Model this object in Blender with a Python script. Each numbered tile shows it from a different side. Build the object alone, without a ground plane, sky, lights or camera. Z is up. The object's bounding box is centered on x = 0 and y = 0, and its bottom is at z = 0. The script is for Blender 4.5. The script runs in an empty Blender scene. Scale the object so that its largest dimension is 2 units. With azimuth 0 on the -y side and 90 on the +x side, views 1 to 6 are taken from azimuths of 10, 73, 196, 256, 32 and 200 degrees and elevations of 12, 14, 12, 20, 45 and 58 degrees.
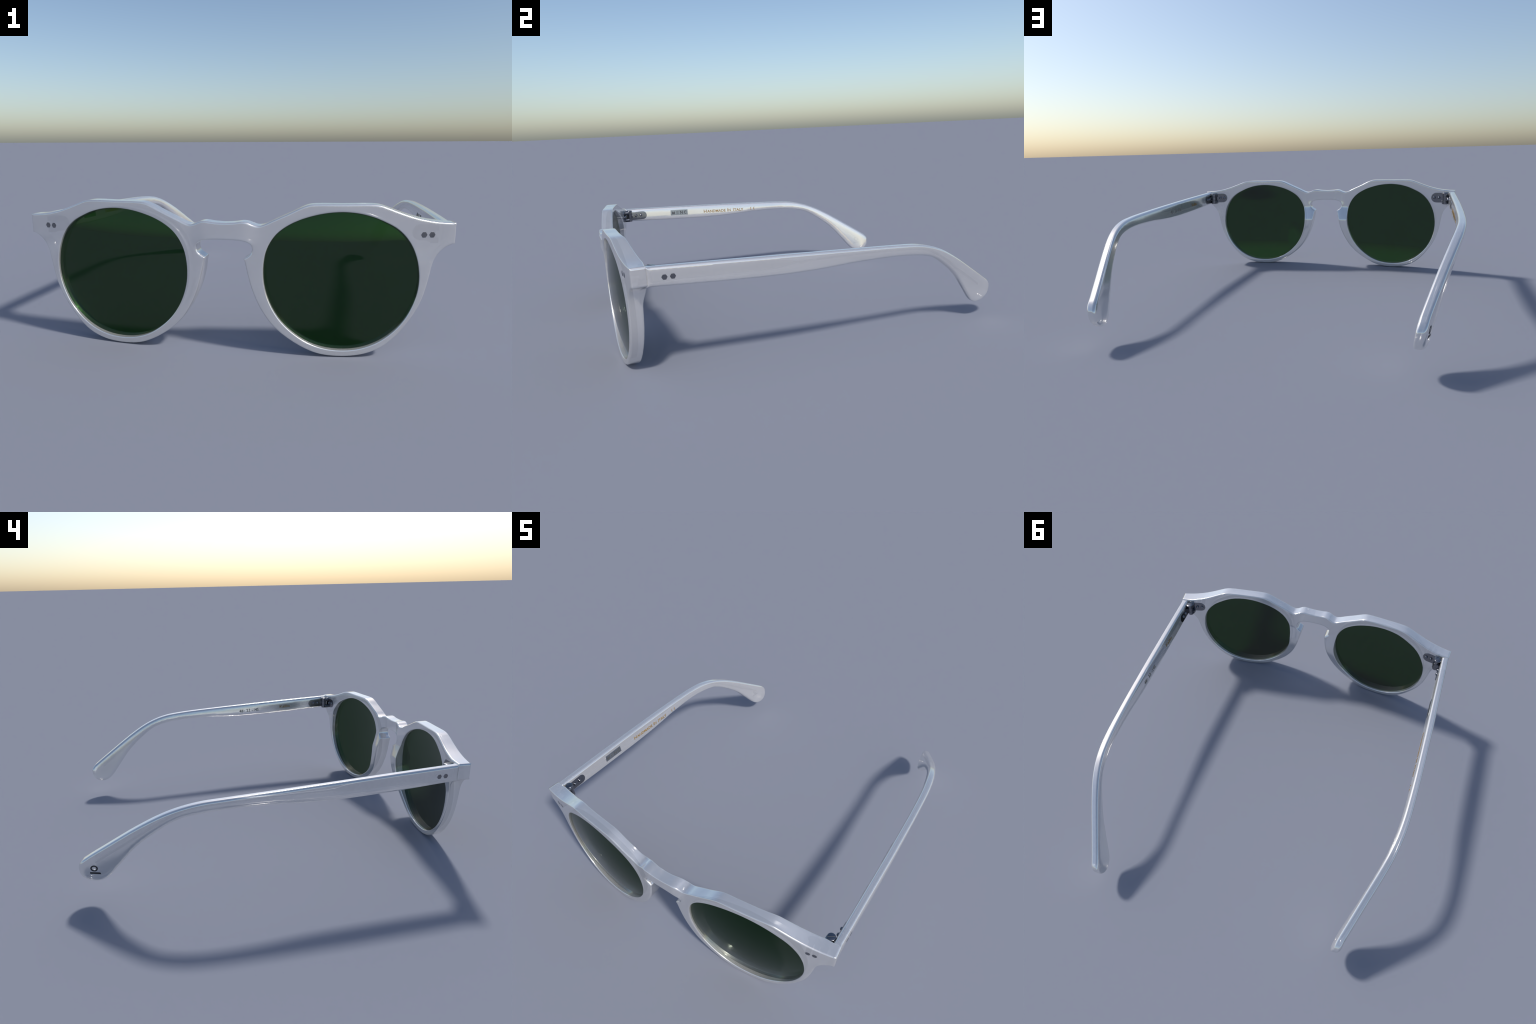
"""Keyhole-bridge sunglasses with a glossy clear acetate frame and dark green lenses."""
import bpy, bmesh, math
import numpy as np
from mathutils import Vector, Matrix
from mathutils.geometry import delaunay_2d_cdt

# ------------------------------------------------------------------ materials
def new_material(name):
    m = bpy.data.materials.new(name)
    m.use_nodes = True
    nt = m.node_tree
    nt.nodes.clear()
    out = nt.nodes.new("ShaderNodeOutputMaterial")
    bsdf = nt.nodes.new("ShaderNodeBsdfPrincipled")
    nt.links.new(bsdf.outputs[0], out.inputs["Surface"])
    return m, nt, bsdf, out


def fine_grain(nt, bsdf, low, high, scale, base_rough, rough_swing):
    """Procedural colour and roughness variation on object coordinates."""
    tc = nt.nodes.new("ShaderNodeTexCoord")
    nz = nt.nodes.new("ShaderNodeTexNoise")
    nz.inputs["Scale"].default_value = scale
    nz.inputs["Detail"].default_value = 3
    nt.links.new(tc.outputs["Object"], nz.inputs["Vector"])
    cr = nt.nodes.new("ShaderNodeValToRGB")
    cr.color_ramp.elements[0].position, cr.color_ramp.elements[1].position = 0.3, 0.7
    cr.color_ramp.elements[0].color = (*low, 1)
    cr.color_ramp.elements[1].color = (*high, 1)
    nt.links.new(nz.outputs["Fac"], cr.inputs["Fac"])
    nt.links.new(cr.outputs["Color"], bsdf.inputs["Base Color"])
    mr = nt.nodes.new("ShaderNodeMapRange")
    mr.inputs["To Min"].default_value = base_rough - rough_swing
    mr.inputs["To Max"].default_value = base_rough + rough_swing
    nt.links.new(nz.outputs["Fac"], mr.inputs["Value"])
    nt.links.new(mr.outputs["Result"], bsdf.inputs["Roughness"])


def see_through(nt, bsdf, out, share, tint=(1, 1, 1)):
    """Let a small share of the light pass each surface straight through."""
    tr = nt.nodes.new("ShaderNodeBsdfTransparent")
    tr.inputs["Color"].default_value = (*tint, 1)
    mix = nt.nodes.new("ShaderNodeMixShader")
    mix.inputs["Fac"].default_value = 1 - share
    nt.links.new(tr.outputs[0], mix.inputs[1])
    nt.links.new(bsdf.outputs[0], mix.inputs[2])
    nt.links.new(mix.outputs[0], out.inputs["Surface"])


def make_acetate():
    m, nt, b, out = new_material("clear_acetate")
    fine_grain(nt, b, (0.90, 0.89, 0.88), (0.93, 0.92, 0.905), 6.0, 0.14, 0.01)
    b.inputs["Metallic"].default_value = 0.72
    see_through(nt, b, out, 0.20)
    return m


def make_lens_glass():
    m, nt, b, out = new_material("green_lens_glass")
    fine_grain(nt, b, (0.0105, 0.052, 0.0060), (0.0115, 0.057, 0.0068), 3.0, 0.035, 0.005)
    b.inputs["Metallic"].default_value = 1.0
    see_through(nt, b, out, 0.21)
    return m


def make_metal(name, low, high, rough):
    m, nt, b, out = new_material(name)
    fine_grain(nt, b, low, high, 60.0, rough, 0.03)
    b.inputs["Metallic"].default_value = 1.0
    return m


def make_print(name, low, high, rough=0.5):
    m, nt, b, out = new_material(name)
    fine_grain(nt, b, low, high, 80.0, rough, 0.05)
    return m


ACETATE = make_acetate()
LENS = make_lens_glass()
GUNMETAL = make_metal("gunmetal", (0.20, 0.205, 0.225), (0.25, 0.255, 0.275), 0.2)
CORE = make_metal("core_metal", (0.45, 0.46, 0.48), (0.55, 0.56, 0.58), 0.3)
PIN = make_metal("pin_metal", (0.21, 0.21, 0.225), (0.25, 0.25, 0.265), 0.25)
PLAQUE = make_metal("plaque_metal", (0.38, 0.40, 0.41), (0.44, 0.46, 0.47), 0.3)
PLAQUE_INK = make_print("plaque_ink", (0.07, 0.075, 0.08), (0.09, 0.095, 0.10))
GOLD_INK = make_print("gold_ink", (0.24, 0.15, 0.05), (0.32, 0.21, 0.08), 0.35)
GREY_INK = make_print("grey_ink", (0.20, 0.18, 0.15), (0.25, 0.23, 0.19))
BLACK_INK = make_print("black_ink", (0.012, 0.012, 0.016), (0.022, 0.022, 0.026))

# ------------------------------------------------------------------ 2D curves
def spline(points, closed=False, step=0.006):
    """Centripetal Catmull-Rom through control points; a third value 1 marks a corner."""
    pts = [np.array(p[:2], float) for p in points]
    corner = [len(p) > 2 and p[2] == 1 for p in points]
    n = len(pts)
    out = []
    for i in range(n if closed else n - 1):
        p1, p2 = pts[i], pts[(i + 1) % n]
        p0 = pts[i - 1] if (closed or i > 0) else 2 * p1 - p2
        p3 = pts[(i + 2) % n] if (closed or i + 2 < n) else 2 * p2 - p1
        if corner[i]:
            p0 = 2 * p1 - p2
        if corner[(i + 1) % n]:
            p3 = 2 * p2 - p1
        t = [0.0]
        for a, b in ((p0, p1), (p1, p2), (p2, p3)):
            t.append(t[-1] + max(np.linalg.norm(b - a), 1e-6) ** 0.5)
        k = max(2, int(math.ceil(np.linalg.norm(p2 - p1) / step)))
        for j in range(k):
            u = t[1] + (t[2] - t[1]) * j / k
            a1 = (t[1] - u) / (t[1] - t[0]) * p0 + (u - t[0]) / (t[1] - t[0]) * p1
            a2 = (t[2] - u) / (t[2] - t[1]) * p1 + (u - t[1]) / (t[2] - t[1]) * p2
            a3 = (t[3] - u) / (t[3] - t[2]) * p2 + (u - t[2]) / (t[3] - t[2]) * p3
            b1 = (t[2] - u) / (t[2] - t[0]) * a1 + (u - t[0]) / (t[2] - t[0]) * a2
            b2 = (t[3] - u) / (t[3] - t[1]) * a2 + (u - t[1]) / (t[3] - t[1]) * a3
            out.append((t[2] - u) / (t[2] - t[1]) * b1 + (u - t[1]) / (t[2] - t[1]) * b2)
    if not closed:
        out.append(pts[-1])
    return np.array(out)


def ccw(loop):
    x, y = loop[:, 0], loop[:, 1]
    area = np.sum(x * np.roll(y, -1) - np.roll(x, -1) * y)
    return loop if area > 0 else loop[::-1].copy()


def inset(loop, dist):
    """Move a loop towards its left-hand side (inside for a counter-clockwise loop)."""
    a = loop - np.roll(loop, 1, 0)
    b = np.roll(loop, -1, 0) - loop
    na = np.stack([-a[:, 1], a[:, 0]], 1) / (np.linalg.norm(a, axis=1)[:, None] + 1e-12)
    nb = np.stack([-b[:, 1], b[:, 0]], 1) / (np.linalg.norm(b, axis=1)[:, None] + 1e-12)
    m = na + nb
    m /= np.linalg.norm(m, axis=1)[:, None] + 1e-12
    c = np.clip(np.sum(m * na, 1), 0.6, 1)
    return loop + m * (dist / c)[:, None]


def corner_limited(loop, radius, floor=0.0012):
    """Rounding radius per vertex: the full radius, tapering down towards sharp corners."""
    a = loop - np.roll(loop, 1, 0)
    b = np.roll(loop, -1, 0) - loop
    turn = np.abs(np.arctan2(a[:, 0] * b[:, 1] - a[:, 1] * b[:, 0], np.sum(a * b, 1)))
    r = np.full(len(loop), float(radius))
    for p in loop[turn > 0.5]:
        r = np.minimum(r, floor * min(1, radius / floor / 2) + 0.75 * np.linalg.norm(loop - p, axis=1))
    return r


def inside(points, loop):
    x, y = points[:, 0][:, None], points[:, 1][:, None]
    x1, y1 = loop[:, 0], loop[:, 1]
    x2, y2 = np.roll(x1, -1), np.roll(y1, -1)
    cross = ((y1 > y) != (y2 > y)) & (x < (x2 - x1) * (y - y1) / (y2 - y1 + 1e-15) + x1)
    return cross.sum(1) % 2 == 1


def edge_distance(points, loops):
    best = np.full(len(points), 9.0)
    for lp in loops:
        a, b = lp, np.roll(lp, -1, 0)
        ab = b - a
        for i in range(0, len(points), 2000):
            p = points[i:i + 2000][:, None, :]
            t = np.clip(np.sum((p - a) * ab, -1) / (np.sum(ab * ab, -1) + 1e-15), 0, 1)
            best[i:i + 2000] = np.minimum(best[i:i + 2000], np.linalg.norm(p - (a + t[..., None] * ab), axis=-1).min(1))
    return best


# ------------------------------------------------------------------ plate builder
def build_plate(name, outer, holes, place, material, radius, segments=4, cell=0.014, flip=False, hole_radius=None):
    """A curved plate: outline with holes, rounded rims, front at depth 0 and back at depth 1.

    place(uv, depth) -> xyz, where depth runs 0..1 and uv is an (n, 2) array.
    The rounding uses place.thickness to turn the radius into a share of the depth.
    """
    outer = ccw(outer)
    loops = [outer] + [ccw(h)[::-1] for h in holes]       # holes run clockwise: left side is material
    radii = [radius] + [hole_radius or radius] * len(holes)
    verts, faces = [], []

    def add(uv, depth):
        base = sum(len(v) for v in verts)
        verts.append(place(uv, np.full(len(uv), depth) if np.isscalar(depth) else depth))
        return base

    caps = {0: [], 1: []}
    for loop, r in zip(loops, radii):
        n = len(loop)
        rings = []
        r = corner_limited(loop, r)
        share = r / place.thickness
        for k in range(segments + 1):
            a = math.pi / 2 * k / segments
            rings.append((r * (1 - math.sin(a)), share * (1 - math.cos(a))))
        rings += [(i, 1 - d) for i, d in reversed(rings)]
        starts = []
        for i, d in rings:
            uv = inset(loop, i)
            starts.append((add(uv, d), uv))
        caps[0].append(starts[0])
        caps[1].append(starts[-1])
        for (s0, _), (s1, _) in zip(starts[:-1], starts[1:]):
            for j in range(n):
                k = (j + 1) % n
                faces.append((s0 + j, s0 + k, s1 + k, s1 + j))
    for side in (0, 1):
        rim = [uv for _, uv in caps[side]]
        lo, hi = rim[0].min(0), rim[0].max(0)
        gx = np.arange(lo[0], hi[0], cell)
        gy = np.arange(lo[1], hi[1], cell * 0.866)
        grid = np.array([(x + (cell / 2 if j % 2 else 0), y) for j, y in enumerate(gy) for x in gx])
        keep = inside(grid, rim[0])
        for h in rim[1:]:
            keep &= ~inside(grid, h)
        grid = grid[keep]
        grid = grid[edge_distance(grid, rim) > cell * 0.45]
        base = add(grid, float(side)) if len(grid) else 0
        pts, index, edges = [], [], []
        for s, uv in caps[side]:
            o = len(pts)
            pts += [tuple(p) for p in uv]
            index += list(range(s, s + len(uv)))
            edges += [(o + j, o + (j + 1) % len(uv)) for j in range(len(uv))]
        pts += [tuple(p) for p in grid]
        index += list(range(base, base + len(grid)))
        pv, _, pf, ov, _, _ = delaunay_2d_cdt([Vector(p) for p in pts], edges, [], 0, 1e-7)
        pv = np.array([tuple(p) for p in pv])
        mid = np.array([pv[list(f)].mean(0) for f in pf])
        ok = inside(mid, rim[0])
        for h in rim[1:]:
            ok &= ~inside(mid, h)
        for f, good in zip(pf, ok):
            if good:
                ids = [index[ov[i][0]] if ov[i] else -1 for i in f]
                if -1 in ids:
                    continue
                faces.append(tuple(ids[::-1]) if side == 0 else tuple(ids))
    xyz = np.vstack(verts)
    if flip:
        faces = [f[::-1] for f in faces]
    return finish_mesh(name, xyz, faces, material)


def finish_mesh(name, xyz, faces, material, smooth=True, weighted=True):
    me = bpy.data.meshes.new(name)
    me.from_pydata([tuple(map(float, v)) for v in xyz], [], [tuple(map(int, f)) for f in faces])
    me.update()
    bm = bmesh.new()
    bm.from_mesh(me)
    bmesh.ops.remove_doubles(bm, verts=bm.verts, dist=1e-6)
    bmesh.ops.recalc_face_normals(bm, faces=bm.faces)
    bm.to_mesh(me)
    bm.free()
    if smooth:
        me.polygons.foreach_set("use_smooth", [True] * len(me.polygons))
    me.materials.append(material)
    ob = bpy.data.objects.new(name, me)
    bpy.context.scene.collection.objects.link(ob)
    if weighted and smooth:
        md = ob.modifiers.new("weighted", "WEIGHTED_NORMAL")
        md.keep_sharp = True
        md.weight = 60
    return ob


def smoothstep(a, b, t):
    t = np.clip((t - a) / (b - a), 0, 1)
    return t * t * (3 - 2 * t)


# ------------------------------------------------------------------ frame front
THICK = 0.061
OUTER_HALF = [
    (0, .5435), (.044, .546), (.075, .550), (.097, .547), (.117, .5385), (.141, .5335), (.166, .540),
    (.202, .557), (.264, .585), (.316, .610), (.343, .6185), (.376, .6205), (.470, .6205), (.585, .6205),
    (.613, .6165), (.642, .6065), (.705, .583), (.757, .567), (.813, .5555), (.856, .5505), (.9000, .5480, 1),
    (.9010, .510), (.8995, .4765, 1), (.884, .4705), (.863, .458), (.843, .438), (.828, .413),
    (.8195, .386), (.812, .345), (.8035, .300), (.790, .250), (.767, .195), (.734, .142), (.689, .085),
    (.632, .037), (.559, .0085), (.472, 0), (.390, .0085), (.330, .031), (.277, .062), (.230, .097),
    (.188, .140), (.153, .192), (.131, .236), (.112, .286), (.098, .338), (.089, .380), (.0835, .403, 1),
    (.094, .411), (.106, .419), (.1145, .430), (.1185, .447), (.1140, .464), (.098, .477), (.070, .4845),
    (.035, .487), (0, .4875),
]
LENS_HOLE = [
    (.470, .600), (.408, .5955), (.357, .585), (.301, .567), (.250, .541), (.211, .510), (.184, .473),
    (.1665, .432), (.158, .385), (.1565, .340), (.161, .294), (.1745, .243), (.198, .190), (.233, .139),
    (.282, .092), (.342, .053), (.405, .031), (.476, .0235), (.549, .031), (.617, .056), (.674, .096),
    (.724, .152), (.756, .213), (.773, .270), (.778, .326), (.7735, .373), (.764, .414), (.743, .464),
    (.714, .505), (.678, .537), (.632, .562), (.586, .581), (.532, .5945),
]


def front_y(x, z):
    """Front face of the frame: wraps gently backwards, bridge stands a little proud."""
    ax = np.abs(x)
    bridge = 0.010 * (1 - smoothstep(0.075, 0.15, ax)) * smoothstep(0.44, 0.48, z)
    return -0.989 + 0.128 * ax ** 2 - bridge + 0.004 * np.clip((0.5 - z) / 0.5, 0, 1)


def pad_depth(x, z):
    """Nose pads: the back of the rim steps out below the keyhole and fades downwards."""
    ax = np.abs(x)
    side = 1 - smoothstep(0.17, 0.32, ax)
    step = np.clip((0.430 - z) / 0.090, 0, 1)
    fade = smoothstep(0.05, 0.31, z)
    saddle = 0.007 * np.exp(-((ax - 0.11) / 0.045) ** 2) * smoothstep(0.15, 0.36, z)
    return 0.026 * side * step * fade + saddle


def lug_depth(x, z):
    """The upper outer corners are thicker at the back, where the hinge leaf sits."""
    extra = np.interp(np.abs(x), [.50, .56, .606, .652, .70, .74, .827, .905], [0, .000, .003, .007, .0105, .013, .0155, .003])
    return extra * smoothstep(.36, .46, z)


class FramePlace:
    thickness = THICK

    def __call__(self, uv, depth):
        x, z = uv[:, 0], uv[:, 1]
        y = front_y(x, z) + depth * (THICK + pad_depth(x, z) + lug_depth(x, z))
        taper = 0.006 * np.sign(x) * smoothstep(.84, .90, np.abs(x)) * depth
        return np.stack([x - taper, y, z], 1)


half = spline(OUTER_HALF)
outline = np.vstack([half, (half[1:-1] * [-1, 1])[::-1]])
outline = ccw(outline)
outline = inset(outline, -0.0025 - 0.003 * smoothstep(.40, .50, outline[:, 1]))
outline[:, 1] += 0.0025 * (1 - smoothstep(0, 0.3, outline[:, 1])) + 0.0015 * smoothstep(.45, .6, outline[:, 1])
hole = inset(ccw(spline(LENS_HOLE, closed=True)), 0.003)
frame = build_plate("frame_front", outline, [hole, hole * [-1, 1]], FramePlace(), ACETATE, 0.0070, cell=0.012, hole_radius=0.005)

# ------------------------------------------------------------------ lenses
LENS_C = (0.470, 0.310)


class LensPlace:
    """Meniscus lens: front and back are shallow spheres of different radius."""
    thickness = 0.030

    def __init__(self, sx):
        self.sx = sx

    def __call__(self, uv, depth):
        x, z = uv[:, 0], uv[:, 1]
        dx, dz = x - LENS_C[0], z - LENS_C[1]
        rr = dx ** 2 + dz ** 2
        front = -0.965 + rr / (2 * 1.55) - 0.014 * dz
        rear = -0.935 + rr / (2 * 1.9) - 0.014 * dz
        y = front * (1 - depth) + rear * depth + 0.12 * dx
        return np.stack([self.sx * x, y, z], 1)


lens_loop = inset(ccw(hole), -0.0025)
lenses = []
for sx in (1, -1):
    lenses.append(build_plate("lens", lens_loop, [], LensPlace(sx), LENS, 0.002, segments=2, cell=0.02))

# ------------------------------------------------------------------ temples
TEMPLE_T = 0.041
TEMPLE_TOP = [(-.8245, .550, 1), (-.54, .542), (-.21, .531), (.066, .5205), (.324, .5085), (.434, .4985), (.518, .4795),
              (.602, .4475), (.713, .387), (.859, .293), (.950, .233), (.982, .209)]
TEMPLE_END = [(.9975, .186), (.999, .160), (.993, .134), (.974, .110), (.945, .0975), (.912, .0965), (.880, .110)]
TEMPLE_LOW = [(.851, .138), (.817, .180), (.781, .223), (.745, .266), (.700, .310), (.641, .356), (.580, .398),
              (.535, .4215), (.497, .4335), (.436, .4445), (.340, .4535), (.250, .4560), (.180, .4555), (.100, .4540), (.000, .4480),
              (-.100, .4440), (-.220, .4432), (-.330, .4450), (-.545, .4525), (-.8245, .4665, 1)]
temple_outline = spline(TEMPLE_TOP + TEMPLE_END + TEMPLE_LOW, closed=True, step=0.008)
top_curve = spline(TEMPLE_TOP)
OUT_Y = [-.83, -.57, -.24, .06, .243, .34, .403, .487, .561, .64, .727, .825, .91, 1.0]
OUT_X = [.8985, .899, .900, .8975, .893, .8885, .882, .870, .853, .830, .801, .769, .741, .713]


def smooth_interp(t, xs, ys):
    f = np.zeros_like(t)
    for d in (-0.05, -0.025, 0, 0.025, 0.05):
        q = np.clip(t + d, xs[0], xs[-1])
        f += np.interp(q, xs, ys) / 5
    return f


class TemplePlace:
    """Side plate in the (y, z) plane; depth 0 is the outer face, depth 1 the inner face."""
    thickness = TEMPLE_T

    def __init__(self, sx):
        self.sx = sx

    def outer_x(self, y, z):
        top = np.interp(y, top_curve[:, 0], top_curve[:, 1])
        lean = 0.03 + 0.11 * smoothstep(-0.45, 0.35, y)
        return smooth_interp(y, OUT_Y, OUT_X) - lean * np.clip(top - z, -.01, .16)

    def dome(self, uv):
        d = edge_distance(uv, [temple_outline])
        return 1 - (1 - np.clip(d / 0.026, 0, 1)) ** 2

    def __call__(self, uv, depth):
        y, z = uv[:, 0], uv[:, 1]
        b = self.dome(uv)
        top = np.interp(y, top_curve[:, 0], top_curve[:, 1])
        wedge = 0.07 * np.clip(top - z, 0, .09) * (1 - smoothstep(-0.3, 0.4, y))
        x = self.outer_x(y, z) + 0.0035 * b * (1 - depth) - depth * (self.thickness - 0.006 + wedge + 0.004 * smoothstep(.1, .6, y)) - 0.003 * b * depth
        return np.stack([self.sx * x, y, z], 1)


temples = []
for sx in (1, -1):
    temples.append(build_plate("temple", temple_outline, [], TemplePlace(sx), ACETATE, 0.0115, segments=6, cell=0.011))


def on_inner(sx, y, z, lift):
    """World point on the inner face of a temple, raised by lift."""
    uv = np.stack([np.atleast_1d(y), np.atleast_1d(z)], 1).astype(float)
    p = TemplePlace(sx)(uv, np.ones(len(uv)))
    p[:, 0] -= sx * lift
    return p


def on_outer(sx, y, z, lift):
    uv = np.stack([np.atleast_1d(y), np.atleast_1d(z)], 1).astype(float)
    p = TemplePlace(sx)(uv, np.zeros(len(uv)))
    p[:, 0] += sx * lift
    return p


def sheet_on_temple(name, loops, place, material, lift, cell=0.006, holes=()):
    """A thin raised piece whose outline lies in (y, z) and which follows the temple face."""
    class P:
        thickness = lift
        def __call__(self, uv, depth):
            return place(uv[:, 0], uv[:, 1], lift * (1 - depth) - 0.0006 * depth)
    objs = [build_plate(name, lp, list(holes), P(), material, lift * 0.3, segments=1, cell=cell) for lp in loops]
    return objs


# ------------------------------------------------------------------ small solids
def lathe(name, profile, material, n=32, matrix=None):
    """Solid of revolution about z from (radius, height) pairs, closed at both ends."""
    v, f = [], []
    for r, h in profile:
        for k in range(n):
            a = math.tau * k / n
            v.append((r * math.cos(a), r * math.sin(a), h))
    m = len(profile)
    for i in range(m - 1):
        for k in range(n):
            q = (k + 1) % n
            f.append((i * n + k, i * n + q, (i + 1) * n + q, (i + 1) * n + k))
    f.append(tuple(range(n))[::-1])
    f.append(tuple((m - 1) * n + k for k in range(n)))
    v = np.array(v)
    if matrix is not None:
        v = np.array([tuple(matrix @ Vector(p)) for p in v])
    return finish_mesh(name, v, f, material)


def axis_matrix(origin, direction):
    q = Vector(direction).normalized().to_track_quat("Z", "Y")
    return Matrix.Translation(Vector(origin)) @ q.to_matrix().to_4x4()


def join(name, objs):
    """Merge several objects into one mesh object."""
    bm = bmesh.new()
    mats = []
    for o in objs:
        tmp = bmesh.new()
        tmp.from_mesh(o.data)
        for mt in o.data.materials:
            if mt not in mats:
                mats.append(mt)
        me = bpy.data.meshes.new("tmp")
        idx = mats.index(o.data.materials[0])
        for fc in tmp.faces:
            fc.material_index = idx
        tmp.to_mesh(me)
        bm.from_mesh(me)
        tmp.free()
        bpy.data.meshes.remove(me)
    me = bpy.data.meshes.new(name)
    bm.to_mesh(me)
    bm.free()
    for mt in mats:
        me.materials.append(mt)
    for o in objs:
        d = o.data
        bpy.data.objects.remove(o)
        bpy.data.meshes.remove(d)
    ob = bpy.data.objects.new(name, me)
    bpy.context.scene.collection.objects.link(ob)
    md = ob.modifiers.new("weighted", "WEIGHTED_NORMAL")
    return ob


def slab(name, loop, origin, ex, ez, ey, thick, material, radius=0.0015):
    """Flat plate: loop in (ex, ez) plane at origin, extruded along ey."""
    o, ex, ez, ey = (np.array(v, float) for v in (origin, ex, ez, ey))

    class P:
        thickness = thick
        def __call__(self, uv, depth):
            return o + uv[:, :1] * ex + uv[:, 1:] * ez + (thick * (1 - depth))[:, None] * ey
    return build_plate(name, loop, [], P(), material, radius, segments=2, cell=0.02)


def stadium_end(length, half_h, n=14):
    """Outline of a hinge plate: square at u=0, half-round at u=length."""
    a = np.linspace(-math.pi / 2, math.pi / 2, n)
    arc = np.stack([length - half_h + half_h * np.cos(a), half_h * np.sin(a)], 1)
    return np.vstack([[(0, half_h), (0, -half_h)], arc])


def hexagon(r):
    a = np.arange(6) * math.pi / 3
    return np.stack([r * np.cos(a), r * np.sin(a)], 1)


# ------------------------------------------------------------------ hinges, rivets, pins
root = bpy.data.objects.new("sunglasses", None)
bpy.context.scene.collection.objects.link(root)
root["label"] = "round keyhole sunglasses, clear glossy frame, dark green lenses"
root["category"] = "sunglasses"


def adopt(child, parent):
    child.parent = parent
    return child


for o in [frame] + lenses + temples:
    adopt(o, root)

DOME = [(0.0092, -0.004), (0.0094, 0.0012), (0.0088, 0.0042), (0.0072, 0.0068), (0.0045, 0.0086), (0.0010, 0.0093)]
for sx, temple in zip((1, -1), temples):
    # frame leaf: follows the back of the lug
    def back(x, z):
        x, z = np.array([x]), np.array([z])
        return float((front_y(x, z) + THICK + lug_depth(x, z))[0])
    pa, pb = np.array([sx * .833, back(.833, .507), .507]), np.array([sx * .747, back(.747, .507), .507])
    ex = (pb - pa) / np.linalg.norm(pb - pa)
    ez = np.array([0, 0, 1.0])
    ey = np.cross(ex, ez)
    ey *= np.sign(ey[1])
    length = np.linalg.norm(pb - pa)
    leaf = slab("hinge_plate", stadium_end(length, .033), pa - ey * .004, ex, ez, ey, 0.0060, GUNMETAL)
    # hinge body: barrel with three knuckles, a front block and a rear tongue
    bx, by = sx * .839, -.7985
    knuckles = []
    for z0, z1 in ((.466, .4898), (.4902, .5168), (.5172, .540)):
        knuckles.append(lathe("k", [(.0164, z0), (.0172, z0 + .0008), (.0172, z1 - .0008), (.0164, z1)], GUNMETAL, matrix=Matrix.Translation((bx, by, 0))))
    def block(cx, cy, cz, wx, wy, wz):
        lp = np.array([(-wx, -wz), (wx, -wz), (wx, wz), (-wx, wz)]) * 0.5
        return slab("k", lp, (cx, cy - wy / 2, cz), (1, 0, 0), (0, 0, 1), (0, 1, 0), wy, GUNMETAL, 0.0012)
    for cz, h in ((.4782, .0225), (.5288, .0225)):
        knuckles.append(block(sx * .832, -.828, cz, .030, .052, h))
    knuckles.append(block(sx * .851, -.792, .5035, .024, .030, .0255))
    knuckles.append(block(sx * .828, -.8385, .5045, .016, .018, .074))
    hinge = adopt(join("hinge", knuckles), root)
    adopt(leaf, hinge)
    # slotted screw
    cap = lathe("screw", [(.008, .535), (.0195, .5355), (.0208, .5375), (.0205, .5408), (.0185, .5428), (.010, .5438), (.001, .5441)], GUNMETAL, matrix=Matrix.Translation((bx, by, 0)))
    slot = slab("screw_slot", np.array([(-.018, -.0010), (.018, -.0010), (.018, .0010), (-.018, .0010)]), (bx, by, .5406),
                (math.cos(.6), math.sin(.6), 0), (-math.sin(.6), math.cos(.6), 0), (0, 0, 1), .0040, PLAQUE_INK, .0003)
    adopt(cap, hinge)
    adopt(slot, hinge)
    # rivets of the frame leaf and their pins, which run square to the wrapped front
    for x_back, x_front in ((.768, .783), (.798, .814)):
        pb_ = np.array([sx * x_back, back(x_back, .507) + .0015, .507])
        pf_ = np.array([sx * x_front, float(front_y(np.array([x_front]), np.array([.509]))[0]), .509])
        adopt(lathe("rivet", DOME, GUNMETAL, 20, axis_matrix(pb_, pb_ - pf_)), hinge)
        d = (pf_ - pb_) / np.linalg.norm(pf_ - pb_)
        u = np.cross(d, ez); u /= np.linalg.norm(u); w = np.cross(u, d)
        ln = np.linalg.norm(pf_ - pb_)
        adopt(slab("pin", hexagon(.0125), pb_, u, w, d, ln + .0004, PIN, .0003), frame)
    # temple leaf
    y0, y1 = -.795, -.677
    class LeafPlace:
        thickness = .006
        def __call__(self, uv, depth):
            return on_inner(sx, uv[:, 0], uv[:, 1], 0.0014 * (1 - depth) - 0.0046 * depth)
    lp = stadium_end(y1 - y0, .0275)
    lp = lp + [y0, .5005]
    leaf2 = build_plate("hinge_plate", lp, [], LeafPlace(), GUNMETAL, .0012, segments=2, cell=.012)
    adopt(leaf2, hinge)
    for y in (-.752, -.718):
        q = on_inner(sx, y, .502, .0005)[0]
        o_ = on_outer(sx, y, .504, .0)[0]
        adopt(lathe("rivet", DOME, GUNMETAL, 20, axis_matrix(q, (-sx, 0, 0.08))), hinge)
        adopt(slab("pin", hexagon(.0125), (q[0], y, .503), (0, 1, 0), (0, 0, 1), (sx, 0, 0), abs(o_[0] - q[0]) + .0005, PIN, .0003), temple)
    # wire core inside the temple
    core_top = [(-.800, .530, 1), (-.300, .515, 1), (-.235, .509), (-.190, .499), (-.150, .4965, 1), (.100, .4965), (.330, .489), (.440, .480), (.530, .459),
                (.640, .397), (.760, .313), (.880, .232), (.925, .198, 1)]
    core_low = [(.921, .190, 1), (.873, .222), (.752, .303), (.632, .387), (.524, .449), (.437, .470), (.329, .479), (.100, .4865),
                (-.150, .4865, 1), (-.190, .484), (-.235, .477), (-.300, .472, 1), (-.800, .484, 1)]
    core_loop = spline(core_top + core_low, closed=True, step=.012)
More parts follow.
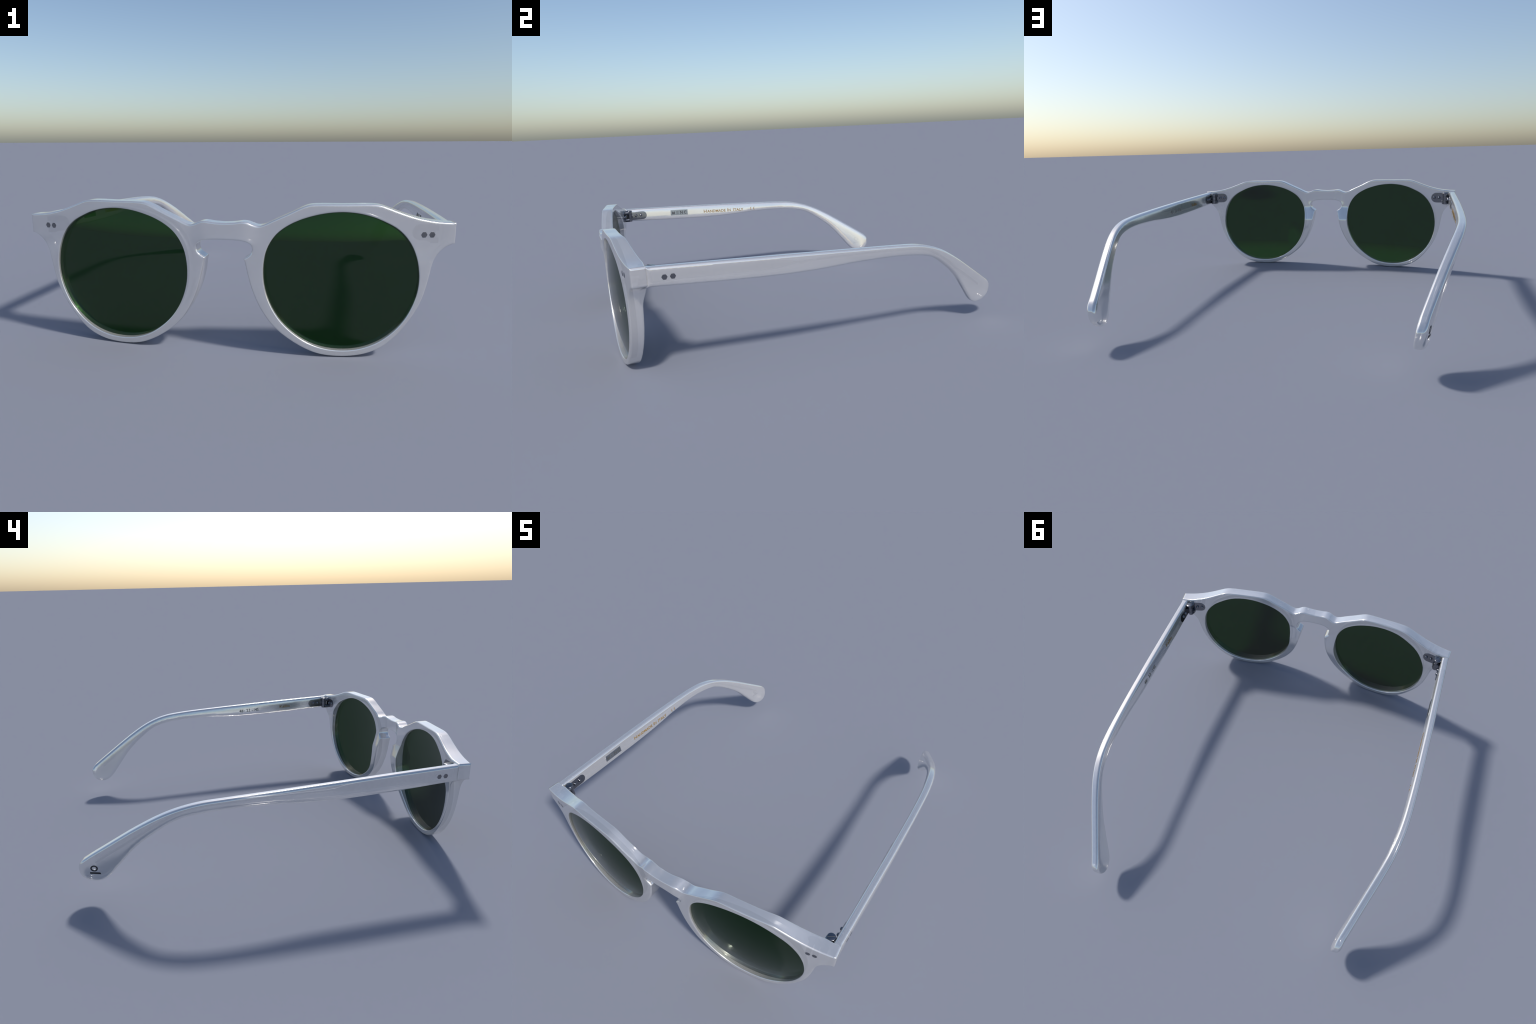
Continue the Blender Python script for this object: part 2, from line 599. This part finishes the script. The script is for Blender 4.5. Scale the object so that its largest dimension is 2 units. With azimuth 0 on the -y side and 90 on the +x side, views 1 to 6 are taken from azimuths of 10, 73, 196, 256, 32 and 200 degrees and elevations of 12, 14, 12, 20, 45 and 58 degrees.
    class CorePlace:
        thickness = .008
        def __call__(self, uv, depth):
            t = TemplePlace(sx)
            x = t.outer_x(uv[:, 0], uv[:, 1]) - 0.014 - depth * .008
            return np.stack([sx * x, uv[:, 0], uv[:, 1]], 1)
    adopt(build_plate("wire_core", core_loop, [], CorePlace(), CORE, .002, segments=2, cell=.012), temple)


# ------------------------------------------------------------------ lettering and marks
def lettering(name, text, size, sx, y0, z0, y1, z1, material, lift=.0008, bold=.0005):
    """Built-in font text laid on a temple's inner face from (y0, z0) towards (y1, z1)."""
    cu = bpy.data.curves.new(name, "FONT")
    cu.body, cu.size, cu.extrude, cu.resolution_u, cu.offset = text, size, .0004, 3, bold
    tmp = bpy.data.objects.new("tmp", cu)
    bpy.context.scene.collection.objects.link(tmp)
    bpy.context.view_layer.update()
    me = bpy.data.meshes.new_from_object(tmp.evaluated_get(bpy.context.evaluated_depsgraph_get()))
    bpy.data.objects.remove(tmp)
    me.name = name
    co = np.array([tuple(v.co) for v in me.vertices])
    d = np.array([y1 - y0, z1 - z0])
    span = np.linalg.norm(d)
    d = d / span
    n = np.array([-d[1], d[0]]) * (1 if d[0] > 0 else -1)
    lo, hi = co[:, 0].min(), co[:, 0].max()
    s = span / (hi - lo)
    y = y0 + (co[:, 0] - lo) * s * d[0] + co[:, 1] * n[0]
    z = z0 + (co[:, 0] - lo) * s * d[1] + co[:, 1] * n[1]
    p = on_inner(sx, y, z, 0)
    p[:, 0] -= sx * (lift + co[:, 2])
    for v, q in zip(me.vertices, p):
        v.co = q
    me.materials.clear()
    me.materials.append(material)
    ob = bpy.data.objects.new(name, me)
    bpy.context.scene.collection.objects.link(ob)
    return ob


right_temple, left_temple = temples
# maker's plaque, left inner side
def inner_left(y, z, lift):
    return on_inner(-1, y, z, lift)
def outer_left(y, z, lift):
    return on_outer(-1, y, z, lift)
quad = np.array([(-.505, .4805), (-.381, .4765), (-.381, .5140), (-.505, .5180)])
plaque = sheet_on_temple("plaque", [quad], inner_left, PLAQUE, .0016)[0]
adopt(plaque, left_temple)
def plq(u, v):
    """Plaque coordinates: u along 0..1, v up 0..1."""
    return (-.505 + .124 * u, .4805 - .004 * u + .0375 * v)
crown = np.array([plq(.075, .2), plq(.25, .2), plq(.25, .76), plq(.1625, .55), plq(.075, .76)])
bar = np.array([plq(.31, .2), plq(.48, .2), plq(.48, .275), plq(.31, .275)])
a = np.linspace(0, math.tau, 24, endpoint=False)
ring_o = np.array([plq(.395 + .066 * math.cos(t), .57 + .19 * math.sin(t)) for t in a])
ring_i = np.array([plq(.395 + .040 * math.cos(t), .57 + .11 * math.sin(t)) for t in a])
lift = .0024
marks = sheet_on_temple("plaque_letter", [crown, bar], inner_left, PLAQUE_INK, lift)
marks += sheet_on_temple("plaque_letter", [ring_o], inner_left, PLAQUE_INK, lift, holes=[ring_i])
p0, p1 = plq(.54, .2), plq(.71, .2)
marks.append(lettering("plaque_letter", "N", .030, -1, *p0, *p1, PLAQUE_INK, .0022, .0014))
p0, p1 = plq(.77, .2), plq(.93, .2)
marks.append(lettering("plaque_letter", "C", .030, -1, *p0, *p1, PLAQUE_INK, .0022, .0014))
for m_ in marks:
    adopt(m_, plaque)

def line(words, z_a, y_a, z_b, y_b, sx, temple, material):
    for text, size, f0, f1 in words:
        y0, y1 = y_a + (y_b - y_a) * f0, y_a + (y_b - y_a) * f1
        z0, z1 = z_a + (z_b - z_a) * f0, z_a + (z_b - z_a) * f1
        adopt(lettering("lettering", text, size, sx, y0, z0, y1, z1, material), temple)

line([("H", .031, 0, .072), ("ANDMADE", .026, .085, .545), ("I", .031, .592, .606), ("N", .026, .62, .675),
      ("I", .031, .735, .749), ("TALY", .026, .76, 1.0)], .4775, -.261, .4690, .043, -1, left_temple, GOLD_INK)

def arc_mark(cy, cz, r_o, r_i, a0, a1, n=16):
    t = np.linspace(a0, a1, n)
    o = np.stack([cy + r_o * np.cos(t), cz + r_o * np.sin(t)], 1)
    i = np.stack([cy + r_i * np.cos(t), cz + r_i * np.sin(t)], 1)
    return np.vstack([o, i[::-1]])
ce = [arc_mark(.107, .4785, .0112, .0076, math.pi * .55, math.pi * 1.45), arc_mark(.132, .4775, .0112, .0076, math.pi * .55, math.pi * 1.45),
      np.array([(.1235, .4765), (.1300, .4765), (.1300, .4787), (.1235, .4787)])]
for o in sheet_on_temple("lettering", ce, inner_left, GOLD_INK, .0008, cell=.004):
    adopt(o, left_temple)

line([("48", .030, 0, .19), ("23", .030, .37, .56), ("-", .030, .64, .70), ("145", .030, .75, 1.0)], .4715, -.116, .4755, -.269, 1, right_temple, GREY_INK)
sq_o = np.array([(-.143, .4765), (-.155, .4768), (-.155, .4888), (-.143, .4885)])
sq_i = np.array([(-.1448, .4783), (-.1532, .4785), (-.1532, .4870), (-.1448, .4868)])
def inner_right(y, z, lift):
    return on_inner(1, y, z, lift)
for o in sheet_on_temple("lettering", [sq_o], inner_right, GREY_INK, .0008, cell=.004, holes=[sq_i]):
    adopt(o, right_temple)
line([("Kallio", .028, 0, 1)], .4850, -.440, .4870, -.523, 1, right_temple, GOLD_INK)

# ring-over-bar mark on the left paddle, outer side
t = np.linspace(0, math.tau, 36, endpoint=False)
cy, cz = .930, .173
mo = np.stack([cy + .0168 * np.cos(t), cz + .0168 * np.sin(t)], 1)
mi = np.stack([cy + .0102 * np.cos(t), cz + .0102 * np.sin(t)], 1)
for o in sheet_on_temple("ring_mark", [mo], outer_left, BLACK_INK, .0009, cell=.005, holes=[mi]):
    adopt(o, left_temple)
bar = np.array([(.902, .1395), (.951, .1440), (.951, .1530), (.905, .1495)])
for o in sheet_on_temple("bar_mark", [bar], outer_left, BLACK_INK, .0009, cell=.005):
    adopt(o, left_temple)
